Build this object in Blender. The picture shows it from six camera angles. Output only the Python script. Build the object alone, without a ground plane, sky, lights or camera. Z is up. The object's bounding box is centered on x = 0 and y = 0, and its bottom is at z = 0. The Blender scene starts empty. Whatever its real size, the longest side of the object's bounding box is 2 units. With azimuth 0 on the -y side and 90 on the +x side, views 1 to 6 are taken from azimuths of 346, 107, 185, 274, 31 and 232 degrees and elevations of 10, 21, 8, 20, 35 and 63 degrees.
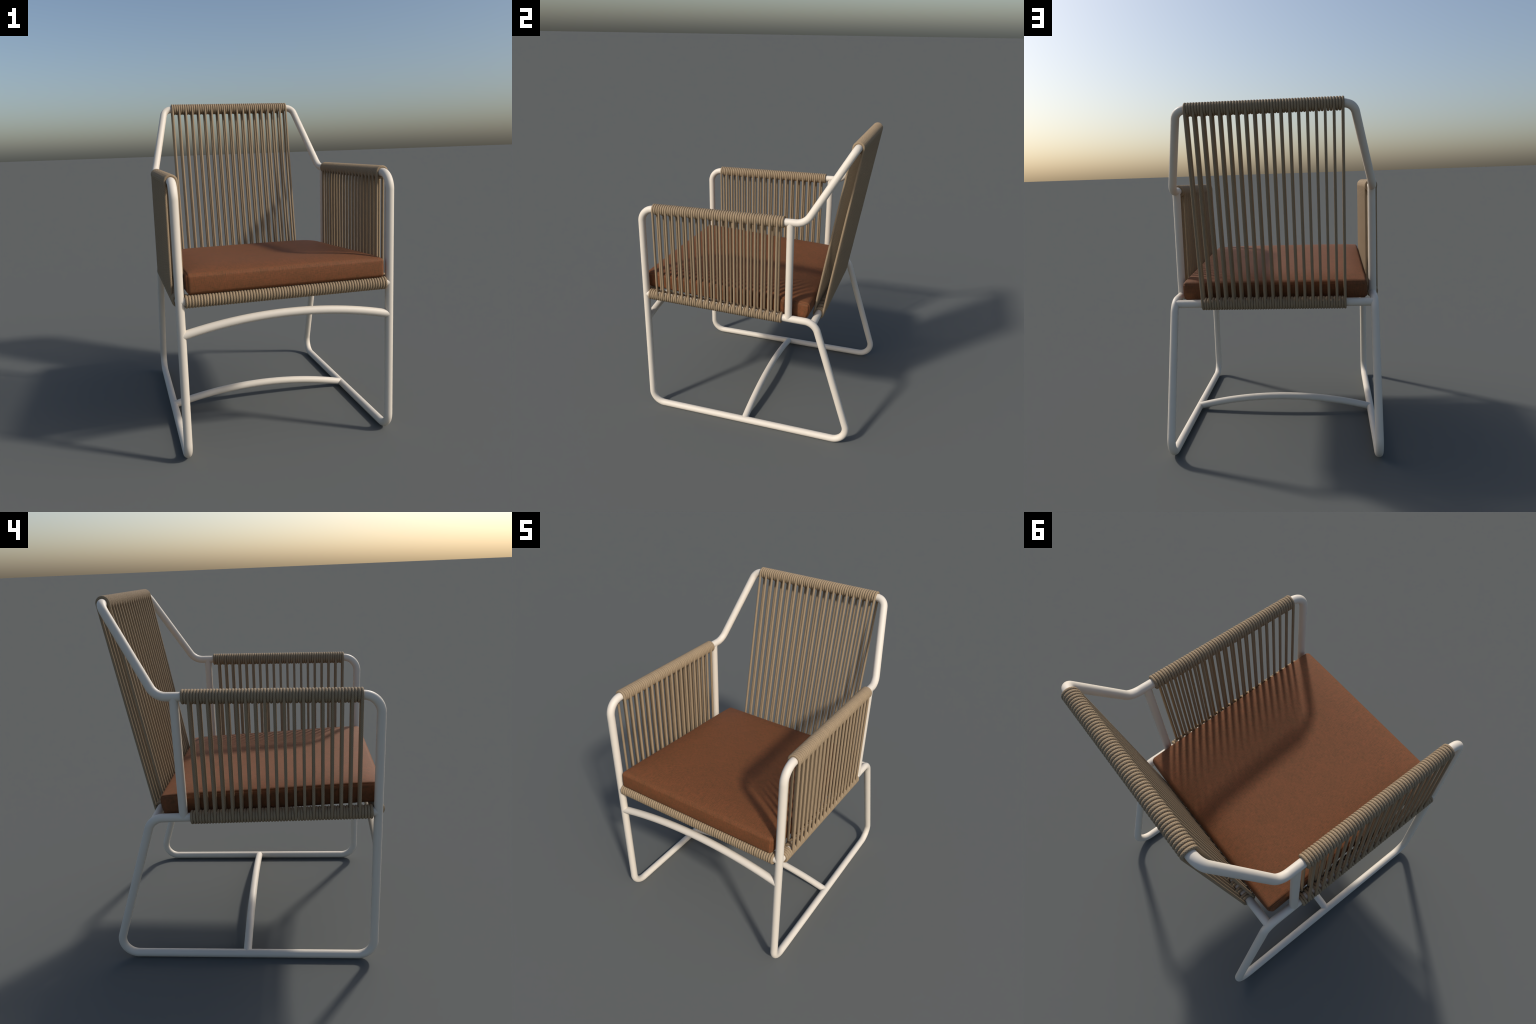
"""Outdoor armchair: bent white steel tube, cord-laced back and arms, rust seat cushion."""
import bpy, math, random
from mathutils import Vector, Matrix

random.seed(7)

# ------------------------------------------------------------------ sizes (m)
TUBE = 0.0232            # radius of the bent steel tube
CORD = 0.0077            # radius of the cord
WRAP = TUBE + CORD - 0.0009   # radius of a cord turn round a tube (centre line)
SIDE = 0.588             # x of the side frames
FRONT = -0.7062          # y of the front legs
ARM_Z = lambda y: 1.5178 + 0.0141 * y       # arm rail rises to the rear
SEAT_Z = lambda y: 0.8850 - 0.0235 * y      # seat rail falls to the rear
LEG_Y = lambda z: 0.7635 - 0.3262 * z       # rear leg leans back
TOP_Y, TOP_Z = 0.651, 2.0 - WRAP - CORD     # top rail of the back
REAR_Y, REAR_Z = 0.464, 0.8575              # rear seat rail
FLOOR = TUBE

# ------------------------------------------------------------------ materials
def new_material(name):
    m = bpy.data.materials.new(name)
    m.use_nodes = True
    nt = m.node_tree
    return m, nt, nt.nodes["Principled BSDF"]

class Graph:
    """Small helper to write node maths as expressions."""
    def __init__(self, nt):
        self.nt = nt
    def node(self, kind, **inputs):
        n = self.nt.nodes.new(kind)
        for k, v in inputs.items():
            setattr(n, k, v)
        return n
    def put(self, socket, value):
        if hasattr(value, "is_output"):
            self.nt.links.new(value, socket)
        else:
            socket.default_value = value
    def math(self, op, a, b=0.0, c=None):
        n = self.node("ShaderNodeMath", operation=op)
        self.put(n.inputs[0], a)
        self.put(n.inputs[1], b)
        if c is not None:
            self.put(n.inputs[2], c)
        return n.outputs[0]
    def ramp(self, fac, stops):
        n = self.node("ShaderNodeValToRGB")
        self.put(n.inputs[0], fac)
        while len(n.color_ramp.elements) < len(stops):
            n.color_ramp.elements.new(0.5)
        for e, (p, col) in zip(n.color_ramp.elements, stops):
            e.position = p
            e.color = (*col, 1)
        return n.outputs[0]
    def noise(self, vec, scale, detail=2.0, rough=0.5):
        n = self.node("ShaderNodeTexNoise")
        self.put(n.inputs["Vector"], vec)
        n.inputs["Scale"].default_value = scale
        n.inputs["Detail"].default_value = detail
        n.inputs["Roughness"].default_value = rough
        return n.outputs["Fac"]
    def scaled(self, vec, s):
        n = self.node("ShaderNodeMapping")
        self.put(n.inputs["Vector"], vec)
        n.inputs["Scale"].default_value = s
        return n.outputs[0]
    def mix(self, fac, a, b, blend="MIX"):
        n = self.node("ShaderNodeMix", data_type="RGBA", blend_type=blend)
        self.put(n.inputs[0], fac)
        self.put(n.inputs[6], a if hasattr(a, "is_output") else (*a, 1))
        self.put(n.inputs[7], b if hasattr(b, "is_output") else (*b, 1))
        return n.outputs[2]
    def bump(self, height, strength, distance):
        n = self.node("ShaderNodeBump")
        n.inputs["Strength"].default_value = strength
        n.inputs["Distance"].default_value = distance
        self.put(n.inputs["Height"], height)
        return n.outputs[0]

PAINT = (0.70, 0.63, 0.53)
CORD_LIGHT, CORD_DARK = (0.345, 0.253, 0.156), (0.185, 0.136, 0.084)

def paint_material():
    m, nt, b = new_material("powder_coat_paint")
    g = Graph(nt)
    co = g.node("ShaderNodeTexCoord").outputs["Object"]
    f = g.noise(co, 9.0, 3.0)
    col = g.ramp(f, [(0.3, tuple(c * 0.985 for c in PAINT)), (0.7, PAINT)])
    g.put(b.inputs["Base Color"], col)
    b.inputs["Roughness"].default_value = 0.5
    b.inputs["Specular IOR Level"].default_value = 0.35
    return m

def cord_material(name, straight):
    """Braided cord. Local frame: x along the rail, turn centred on the origin;
    with straight=True the cord runs on down -z as two straight strands."""
    m, nt, b = new_material(name)
    g = Graph(nt)
    co = g.node("ShaderNodeTexCoord").outputs["Object"]
    s = g.node("ShaderNodeSeparateXYZ")
    g.put(s.inputs[0], co)
    x, y, z = s.outputs
    ay = g.math("ABSOLUTE", y)
    rho = g.math("SQRT", g.math("ADD", g.math("MULTIPLY", y, y), g.math("MULTIPLY", z, z)))
    along = g.math("MULTIPLY", g.math("ARCTAN2", ay, z), WRAP)
    if straight:
        below = g.math("LESS_THAN", z, 0.0)
        down = g.math("SUBTRACT", WRAP * math.pi / 2, z)
        pick = lambda p, q: g.math("ADD", g.math("MULTIPLY", below, p),
                                   g.math("MULTIPLY", g.math("SUBTRACT", 1.0, below), q))
        along = pick(down, along)
        rho = pick(ay, rho)
    around = g.math("ARCTAN2", x, g.math("SUBTRACT", rho, WRAP))
    ku = g.math("MULTIPLY", along, 2 * math.pi / 0.0095)
    nphi = g.math("MULTIPLY", around, 6.0)
    s1 = g.math("SINE", g.math("ADD", nphi, ku))
    s2 = g.math("SINE", g.math("SUBTRACT", nphi, ku))
    braid = g.math("MAXIMUM", s1, s2)                       # -1 .. 1
    fac = g.math("MULTIPLY_ADD", braid, 0.5, 0.5)
    oi = g.node("ShaderNodeObjectInfo").outputs["Random"]
    fibre = g.noise(co, 420.0, 2.0)
    mixf = g.math("ADD", g.math("MULTIPLY", fac, 0.75), g.math("MULTIPLY", fibre, 0.5))
    col = g.ramp(mixf, [(0.15, CORD_DARK), (0.85, CORD_LIGHT)])  # crevice shade between braid strands painted into the colour, darkest where the bump is low
    tone = g.ramp(oi, [(0.0, (0.94, 0.94, 0.94)), (1.0, (1.0, 1.0, 1.0))])
    g.put(b.inputs["Base Color"], g.mix(1.0, col, tone, "MULTIPLY"))
    b.inputs["Roughness"].default_value = 0.8
    b.inputs["Specular IOR Level"].default_value = 0.25
    g.put(b.inputs["Normal"], g.bump(mixf, 0.6, 0.0016))
    return m

def fabric_material():
    m, nt, b = new_material("woven_rust_fabric")
    g = Graph(nt)
    co = g.node("ShaderNodeTexCoord").outputs["Object"]
    a = g.noise(g.scaled(co, (400, 46, 36)), 1.0, 2.0, 0.6)
    c = g.noise(g.scaled(co, (46, 400, 280)), 1.0, 2.0, 0.6)
    big = g.noise(co, 14.0, 3.0, 0.6)
    f = g.math("ADD", g.math("ADD", g.math("MULTIPLY", a, 0.5), g.math("MULTIPLY", c, 0.36)), g.math("MULTIPLY", big, 0.13))
    col = g.ramp(f, [(0.37, (0.108, 0.048, 0.0165)), (0.5, (0.158, 0.0575, 0.0205)), (0.63, (0.208, 0.066, 0.0240))])
    g.put(b.inputs["Base Color"], col)
    b.inputs["Roughness"].default_value = 0.75
    b.inputs["Specular IOR Level"].default_value = 0.27
    weave = g.math("ADD", g.noise(g.scaled(co, (700, 90, 90)), 1.0), g.noise(g.scaled(co, (90, 700, 700)), 1.0))
    g.put(b.inputs["Normal"], g.bump(weave, 0.25, 0.001))
    return m

M_PAINT = paint_material()
M_TURN = cord_material("braided_cord_turn", False)
M_LOOP = cord_material("braided_cord_strand", True)
M_FABRIC = fabric_material()

# ------------------------------------------------------------------ helpers
col = bpy.context.scene.collection

def add(name, mesh, parent, material=None):
    o = bpy.data.objects.new(name, mesh)
    col.objects.link(o)
    o.parent = parent
    if material and not mesh.materials:
        mesh.materials.append(material)
    return o

def fillet(points, radii, step=0.006):
    """Polyline with rounded corners -> (samples, index of each corner's middle)."""
    out, mids = [points[0].copy()], [0]
    for i in range(1, len(points) - 1):
        p, a, c = points[i], points[i - 1], points[i + 1]
        u, v = (a - p).normalized(), (c - p).normalized()
        turn = math.pi - u.angle(v)
        t = radii[i - 1] * math.tan(turn / 2)
        centre = p + (u + v).normalized() * (radii[i - 1] / math.cos(turn / 2))
        e0 = (p + u * t - centre)
        axis = e0.cross(p + v * t - centre).normalized()
        n = max(8, 2 * int(turn * radii[i - 1] / step / 2))
        n += n % 2
        for k in range(n + 1):
            if k == n // 2:
                mids.append(len(out))
            out.append(centre + Matrix.Rotation(turn * k / n, 3, axis) @ e0)
    mids.append(len(out))
    out.append(points[-1].copy())
    return out, mids

def sweep(path, radius, sides=28):
    """Rings of vertices and normals of a round tube along a path (parallel transport)."""
    rings, normals = [], []
    t0 = (path[1] - path[0]).normalized()
    ref = Vector((1, 0, 0)) if abs(t0.x) < 0.9 else Vector((0, 1, 0))
    nrm = (ref - t0 * ref.dot(t0)).normalized()
    for i, p in enumerate(path):
        a = path[max(i - 1, 0)]
        c = path[min(i + 1, len(path) - 1)]
        t = ((p - a).normalized() + (c - p).normalized()).normalized()
        nrm = (nrm - t * nrm.dot(t)).normalized()
        b = t.cross(nrm)
        ring = [nrm * math.cos(2 * math.pi * k / sides) + b * math.sin(2 * math.pi * k / sides) for k in range(sides)]
        rings.append([p + r * radius for r in ring])
        normals.append(ring)
    return rings, normals

def tube_mesh(name, rings, normals):
    n = len(rings[0])
    verts = [v for r in rings for v in r]
    faces = [(i * n + k, i * n + (k + 1) % n, (i + 1) * n + (k + 1) % n, (i + 1) * n + k)
             for i in range(len(rings) - 1) for k in range(n)]
    me = bpy.data.meshes.new(name)
    me.from_pydata(verts, [], faces)
    me.polygons.foreach_set("use_smooth", [True] * len(faces))
    me.update()
    me.normals_split_custom_set_from_vertices([v for r in normals for v in r])
    return me

def tube(name, path, radius=TUBE):
    return add(name, tube_mesh(name, *sweep(path, radius)), chair, M_PAINT)

# ------------------------------------------------------------------ the thing
chair = bpy.data.objects.new("woven_armchair", None)
col.objects.link(chair)
chair["label"] = "white tubular steel armchair with tan cord lacing and rust cushion"
chair["category"] = "armchair"

# ---- one continuous bent tube, mirrored left and right, split into its members
z_corner = (0.8850 - 0.0235 * 0.7635) / (1 - 0.0235 * 0.3262)
arm_corner = Vector((SIDE, 0.391, ARM_Z(0.391)))
top_corner = Vector((0.4735, TOP_Y, TOP_Z))
half = [Vector((SIDE, FRONT, SEAT_Z(FRONT))),
        Vector((SIDE, LEG_Y(z_corner), z_corner)),
        Vector((SIDE, LEG_Y(FLOOR), FLOOR)),
        Vector((SIDE, FRONT - 0.0020, FLOOR)),
        Vector((SIDE, FRONT + 0.0007, ARM_Z(FRONT))),
        arm_corner, top_corner]
bends = [0.09, 0.09, 0.09, 0.09, 0.095, 0.062]
mirror = lambda p: Vector((-p.x, p.y, p.z))
points = half + [mirror(p) for p in reversed(half)]
path, mids = fillet(points, bends + bends[::-1])
rings, normals = sweep(path, TUBE)
members = ["seat_rail", "rear_leg", "floor_runner", "front_leg", "arm_rail", "back_upright", "top_rail"]
members = members + members[-2::-1]
frame = {}
for i, name in enumerate(members):
    a, b = mids[i], mids[i + 1]
    o = add(name, tube_mesh(name, rings[a:b + 1], normals[a:b + 1]), chair, M_PAINT)
    frame[(name, "right" if i <= 6 else "left")] = o

# ---- posts and cross members, their ends buried in the tubes they meet
for s in (1, -1):
    x = s * SIDE
    tube("arm_post", [Vector((x, 0.3035, SEAT_Z(0.30))), Vector((x, 0.302, ARM_Z(0.30)))])
def arch(y, z_end, rise, n=48):
    """Tube bowed upwards between the side frames: a circular arc."""
    R = (SIDE ** 2 + rise ** 2) / (2 * rise)
    a = math.asin(SIDE / R)
    return [Vector((R * math.sin(t), y, z_end + rise - R + R * math.cos(t)))
            for t in (-a + 2 * a * k / n for k in range(n + 1))]
tube("front_stretcher", arch(FRONT, 0.7165, 0.0705))
tube("floor_stretcher", arch(0.005, FLOOR + 0.001, 0.073))
front_rail = tube("front_seat_rail", [Vector((-SIDE, FRONT, 0.9005)), Vector((SIDE, FRONT, 0.9005))])
rear_rail = tube("rear_seat_rail", [Vector((-SIDE, REAR_Y, REAR_Z)), Vector((SIDE, REAR_Y, REAR_Z))])

# ------------------------------------------------------------------ cord
def cord_mesh(name, centre, material, sides=14):
    """Closed round cord along a closed curve in the local y-z plane: (point, outward normal) pairs."""
    verts, norm, faces = [], [], []
    for p, out in centre:
        for k in range(sides):
            a = 2 * math.pi * k / sides
            d = out * math.cos(a) + Vector((1, 0, 0)) * math.sin(a)
            verts.append(p + d * CORD)
            norm.append(d)
    m = len(centre)
    for i in range(m):
        for k in range(sides):
            j, l = (i + 1) % m, (k + 1) % sides
            faces.append((i * sides + k, i * sides + l, j * sides + l, j * sides + k))
    me = bpy.data.meshes.new(name)
    me.from_pydata(verts, [], faces)
    me.polygons.foreach_set("use_smooth", [True] * len(faces))
    me.update()
    me.normals_split_custom_set_from_vertices(norm)
    me.materials.append(material)
    return me

def turn_curve(n=36):
    out = []
    for k in range(n):
        t = 2 * math.pi * k / n
        d = Vector((0, math.sin(t), math.cos(t)))
        out.append((d * WRAP, d))
    return out

def loop_curve(length, arc=20, straight=14):
    """Long loop: half a turn over the upper rail, two strands, half a turn under the lower one."""
    out = []
    for k in range(arc + 1):
        t = -math.pi / 2 + math.pi * k / arc
        d = Vector((0, math.sin(t), math.cos(t)))
        out.append((d * WRAP, d))
    for k in range(1, straight):
        out.append((Vector((0, WRAP, -length * k / straight)), Vector((0, 1, 0))))
    for k in range(arc + 1):
        t = math.pi / 2 + math.pi * k / arc
        d = Vector((0, math.sin(t), math.cos(t)))
        out.append((d * WRAP + Vector((0, 0, -length)), d))
    for k in range(1, straight):
        out.append((Vector((0, -WRAP, -length * (1 - k / straight))), Vector((0, -1, 0))))
    return out

turn_mesh = cord_mesh("cord_turn", turn_curve(), M_TURN)

def place(name, mesh, parent, origin, along, up):
    """Local x along the rail, local z towards `up`."""
    z = up.normalized()
    x = (along - z * along.dot(z)).normalized()
    y = z.cross(x)
    o = bpy.data.objects.new(name, mesh)
    col.objects.link(o)
    o.parent = parent
    m = Matrix((x, y, z)).transposed().to_4x4()
    m.translation = origin
    o.matrix_local = m
    return o

def turns(parent, position, along, indices):
    for i in indices:
        jitter = Matrix.Rotation(random.gauss(0, 0.012), 3, "Z")
        axis = (jitter @ along).normalized()
        up = Matrix.Rotation(random.uniform(0, 6.28), 3, axis) @ axis.orthogonal()
        place("cord_turn", turn_mesh, parent, position(i), axis, up)

# back: 19 loops between top rail and rear rail, two plain turns between neighbours on each rail
N = 19
LAST = 3 * (N - 1)
back_x = lambda i: -0.4182 + 0.8368 * i / LAST       # on the top rail
rear_x = lambda i: -0.4182 + 0.8358 * i / LAST       # on the rear rail
top_rail = frame[("top_rail", "right")]
lean = Vector((0, TOP_Y - REAR_Y, TOP_Z - REAR_Z))
back_loop = cord_mesh("back_cord_loop", loop_curve(lean.length), M_LOOP)
AX = Vector((1, 0, 0))
for i in range(0, 3 * (N - 1) + 1, 3):
    place("back_cord", back_loop, top_rail, Vector((back_x(i), TOP_Y, TOP_Z)), AX,
          lean + Vector((back_x(i) - rear_x(i), 0, 0)))
plain = [i for i in range(3 * (N - 1) + 1) if i % 3]
turns(top_rail, lambda i: Vector((back_x(i), TOP_Y, TOP_Z)), AX, plain)
turns(rear_rail, lambda i: Vector((rear_x(i), REAR_Y, REAR_Z)), AX, plain)

# arms: 19 loops between arm rail and seat rail, plain turns between and beyond them
SIDE_STEP = 0.8345 / (N - 1) / 3
side_y = lambda i: -0.609 + SIDE_STEP * i
for side, s in (("right", 1), ("left", -1)):
    arm, seat = frame[("arm_rail", side)], frame[("seat_rail", side)]
    arm_dir, seat_dir = Vector((0, 1, 0.0141)), Vector((0, 1, -0.0235))
    for i in range(0, 3 * (N - 1) + 1, 3):
        y = side_y(i)
        me = cord_mesh("arm_cord_loop", loop_curve(ARM_Z(y) - SEAT_Z(y)), M_LOOP)
        place("arm_cord", me, arm, Vector((s * SIDE, y, ARM_Z(y))), Vector((0, 1, 0)), Vector((0, 0, 1)))
    last = 3 * (N - 1)
    turns(arm, lambda i: Vector((s * SIDE, side_y(i), ARM_Z(side_y(i)))), arm_dir, plain + [last + 1, last + 2])
    turns(seat, lambda i: Vector((s * SIDE, side_y(i), SEAT_Z(side_y(i)))), seat_dir,
          [-4, -3, -2, -1] + plain + [last + 1, last + 2])

# front rail: plain turns from leg to leg
FRONT_TURNS = 73
front_x = lambda i: -0.5545 + 1.109 * i / (FRONT_TURNS - 1)
turns(front_rail, lambda i: Vector((front_x(i), FRONT, 0.9005)), AX, range(FRONT_TURNS))

# ------------------------------------------------------------------ cushion
def cushion():
    hx, hy, hz, r = 0.549, 0.578, 0.0545, 0.019
    def axis(h, inner, seam=False):
        """Grid lines: fine at the rounded edges, wide between them."""
        edge = [h - r + r * k / 7 for k in range(8)]
        if seam:
            edge = sorted(set(edge + [h - r - 0.004 * k for k in range(1, 4)] + [h - 0.0015 * k for k in range(14)]))
        lim = edge[0]
        mid = [-lim + 2 * lim * k / inner for k in range(1, inner)]
        return [-e for e in reversed(edge)] + mid + edge
    gx, gy, gz = axis(hx, 44, True), axis(hy, 44), axis(hz, 8)
    index, verts, faces = {}, [], []
    def vid(p):
        key = tuple(round(c, 6) for c in p)
        if key not in index:
            index[key] = len(verts)
            verts.append(Vector(p))
        return index[key]
    def sheet(ga, gb, make, flip):
        for i in range(len(ga) - 1):
            for j in range(len(gb) - 1):
                q = [vid(make(ga[i], gb[j])), vid(make(ga[i + 1], gb[j])),
                     vid(make(ga[i + 1], gb[j + 1])), vid(make(ga[i], gb[j + 1]))]
                faces.append(q[::-1] if flip else q)
    for s in (1, -1):
        sheet(gx, gy, lambda a, b: (a, b, s * hz), s < 0)
        sheet(gx, gz, lambda a, b: (a, s * hy, b), s > 0)
        sheet(gy, gz, lambda a, b: (s * hx, a, b), s < 0)
    smooth = lambda t: (lambda u: u * u * (3 - 2 * u))(min(max(t, 0.0), 1.0))
    out = []
    for p in verts:
        core = Vector((max(-hx + r, min(hx - r, p.x)), max(-hy + r, min(hy - r, p.y)), max(-hz + r, min(hz - r, p.z))))
        d = p - core
        n = d.normalized()
        q = core + n * r
        # stuffing: faces swell slightly towards their middle
        bx, by, bz = 1 - (q.x / hx) ** 2, 1 - (q.y / hy) ** 2, 1 - (q.z / hz) ** 2
        if abs(n.z) > 0.5:
            dome = (1 - (q.x / hx) ** 8) * (1 - (q.y / hy) ** 8)
            q.z += (0.0272 + 0.002 * q.y / hy if n.z > 0 else -0.003) * dome
            q.z += 0.006 * smooth((q.y + 0.1) / hy) * (0.2 + 0.8 * abs(q.x / hx) ** 3) if n.z > 0 else 0
        q.y += 0.005 * n.y * max(bz, 0) * (1 - (q.x / hx) ** 8) + 0.003 * n.y
        q.x += 0.0015 * n.x * max(bz, 0)
        # underside draws in, most at the rear
        low = smooth((0.005 - q.z) / (hz + 0.005))
        q.y -= (0.010 if q.y > 0 else -0.001) * low * smooth((abs(q.y) - hy + 0.06) / 0.06)
        q.x -= math.copysign(0.0005, q.x) * low * smooth((abs(q.x) - hx + 0.05) / 0.05)
        # sewn seam round each side panel
        g = (abs(q.x) - (hx - 0.0065)) / 0.0022
        edge = max(abs(n.y), abs(n.z))
        q -= n * 0.0032 * math.exp(-g * g) * smooth(edge * 1.6)
        # soft creases
        q.z += 0.0012 * math.sin(7.3 * q.x + 1.1) * math.sin(5.9 * q.y - 0.6) * (1 if n.z > 0.5 else 0)
        out.append(q)
    me = bpy.data.meshes.new("seat_cushion")
    me.from_pydata(out, [], faces)
    me.polygons.foreach_set("use_smooth", [True] * len(faces))
    me.update()
    o = add("seat_cushion", me, chair, M_FABRIC)
    o.matrix_local = Matrix.Translation((0, -0.1500, 0.9560)) @ Matrix.Rotation(-math.atan(0.059), 4, "X")
    return o
cushion()
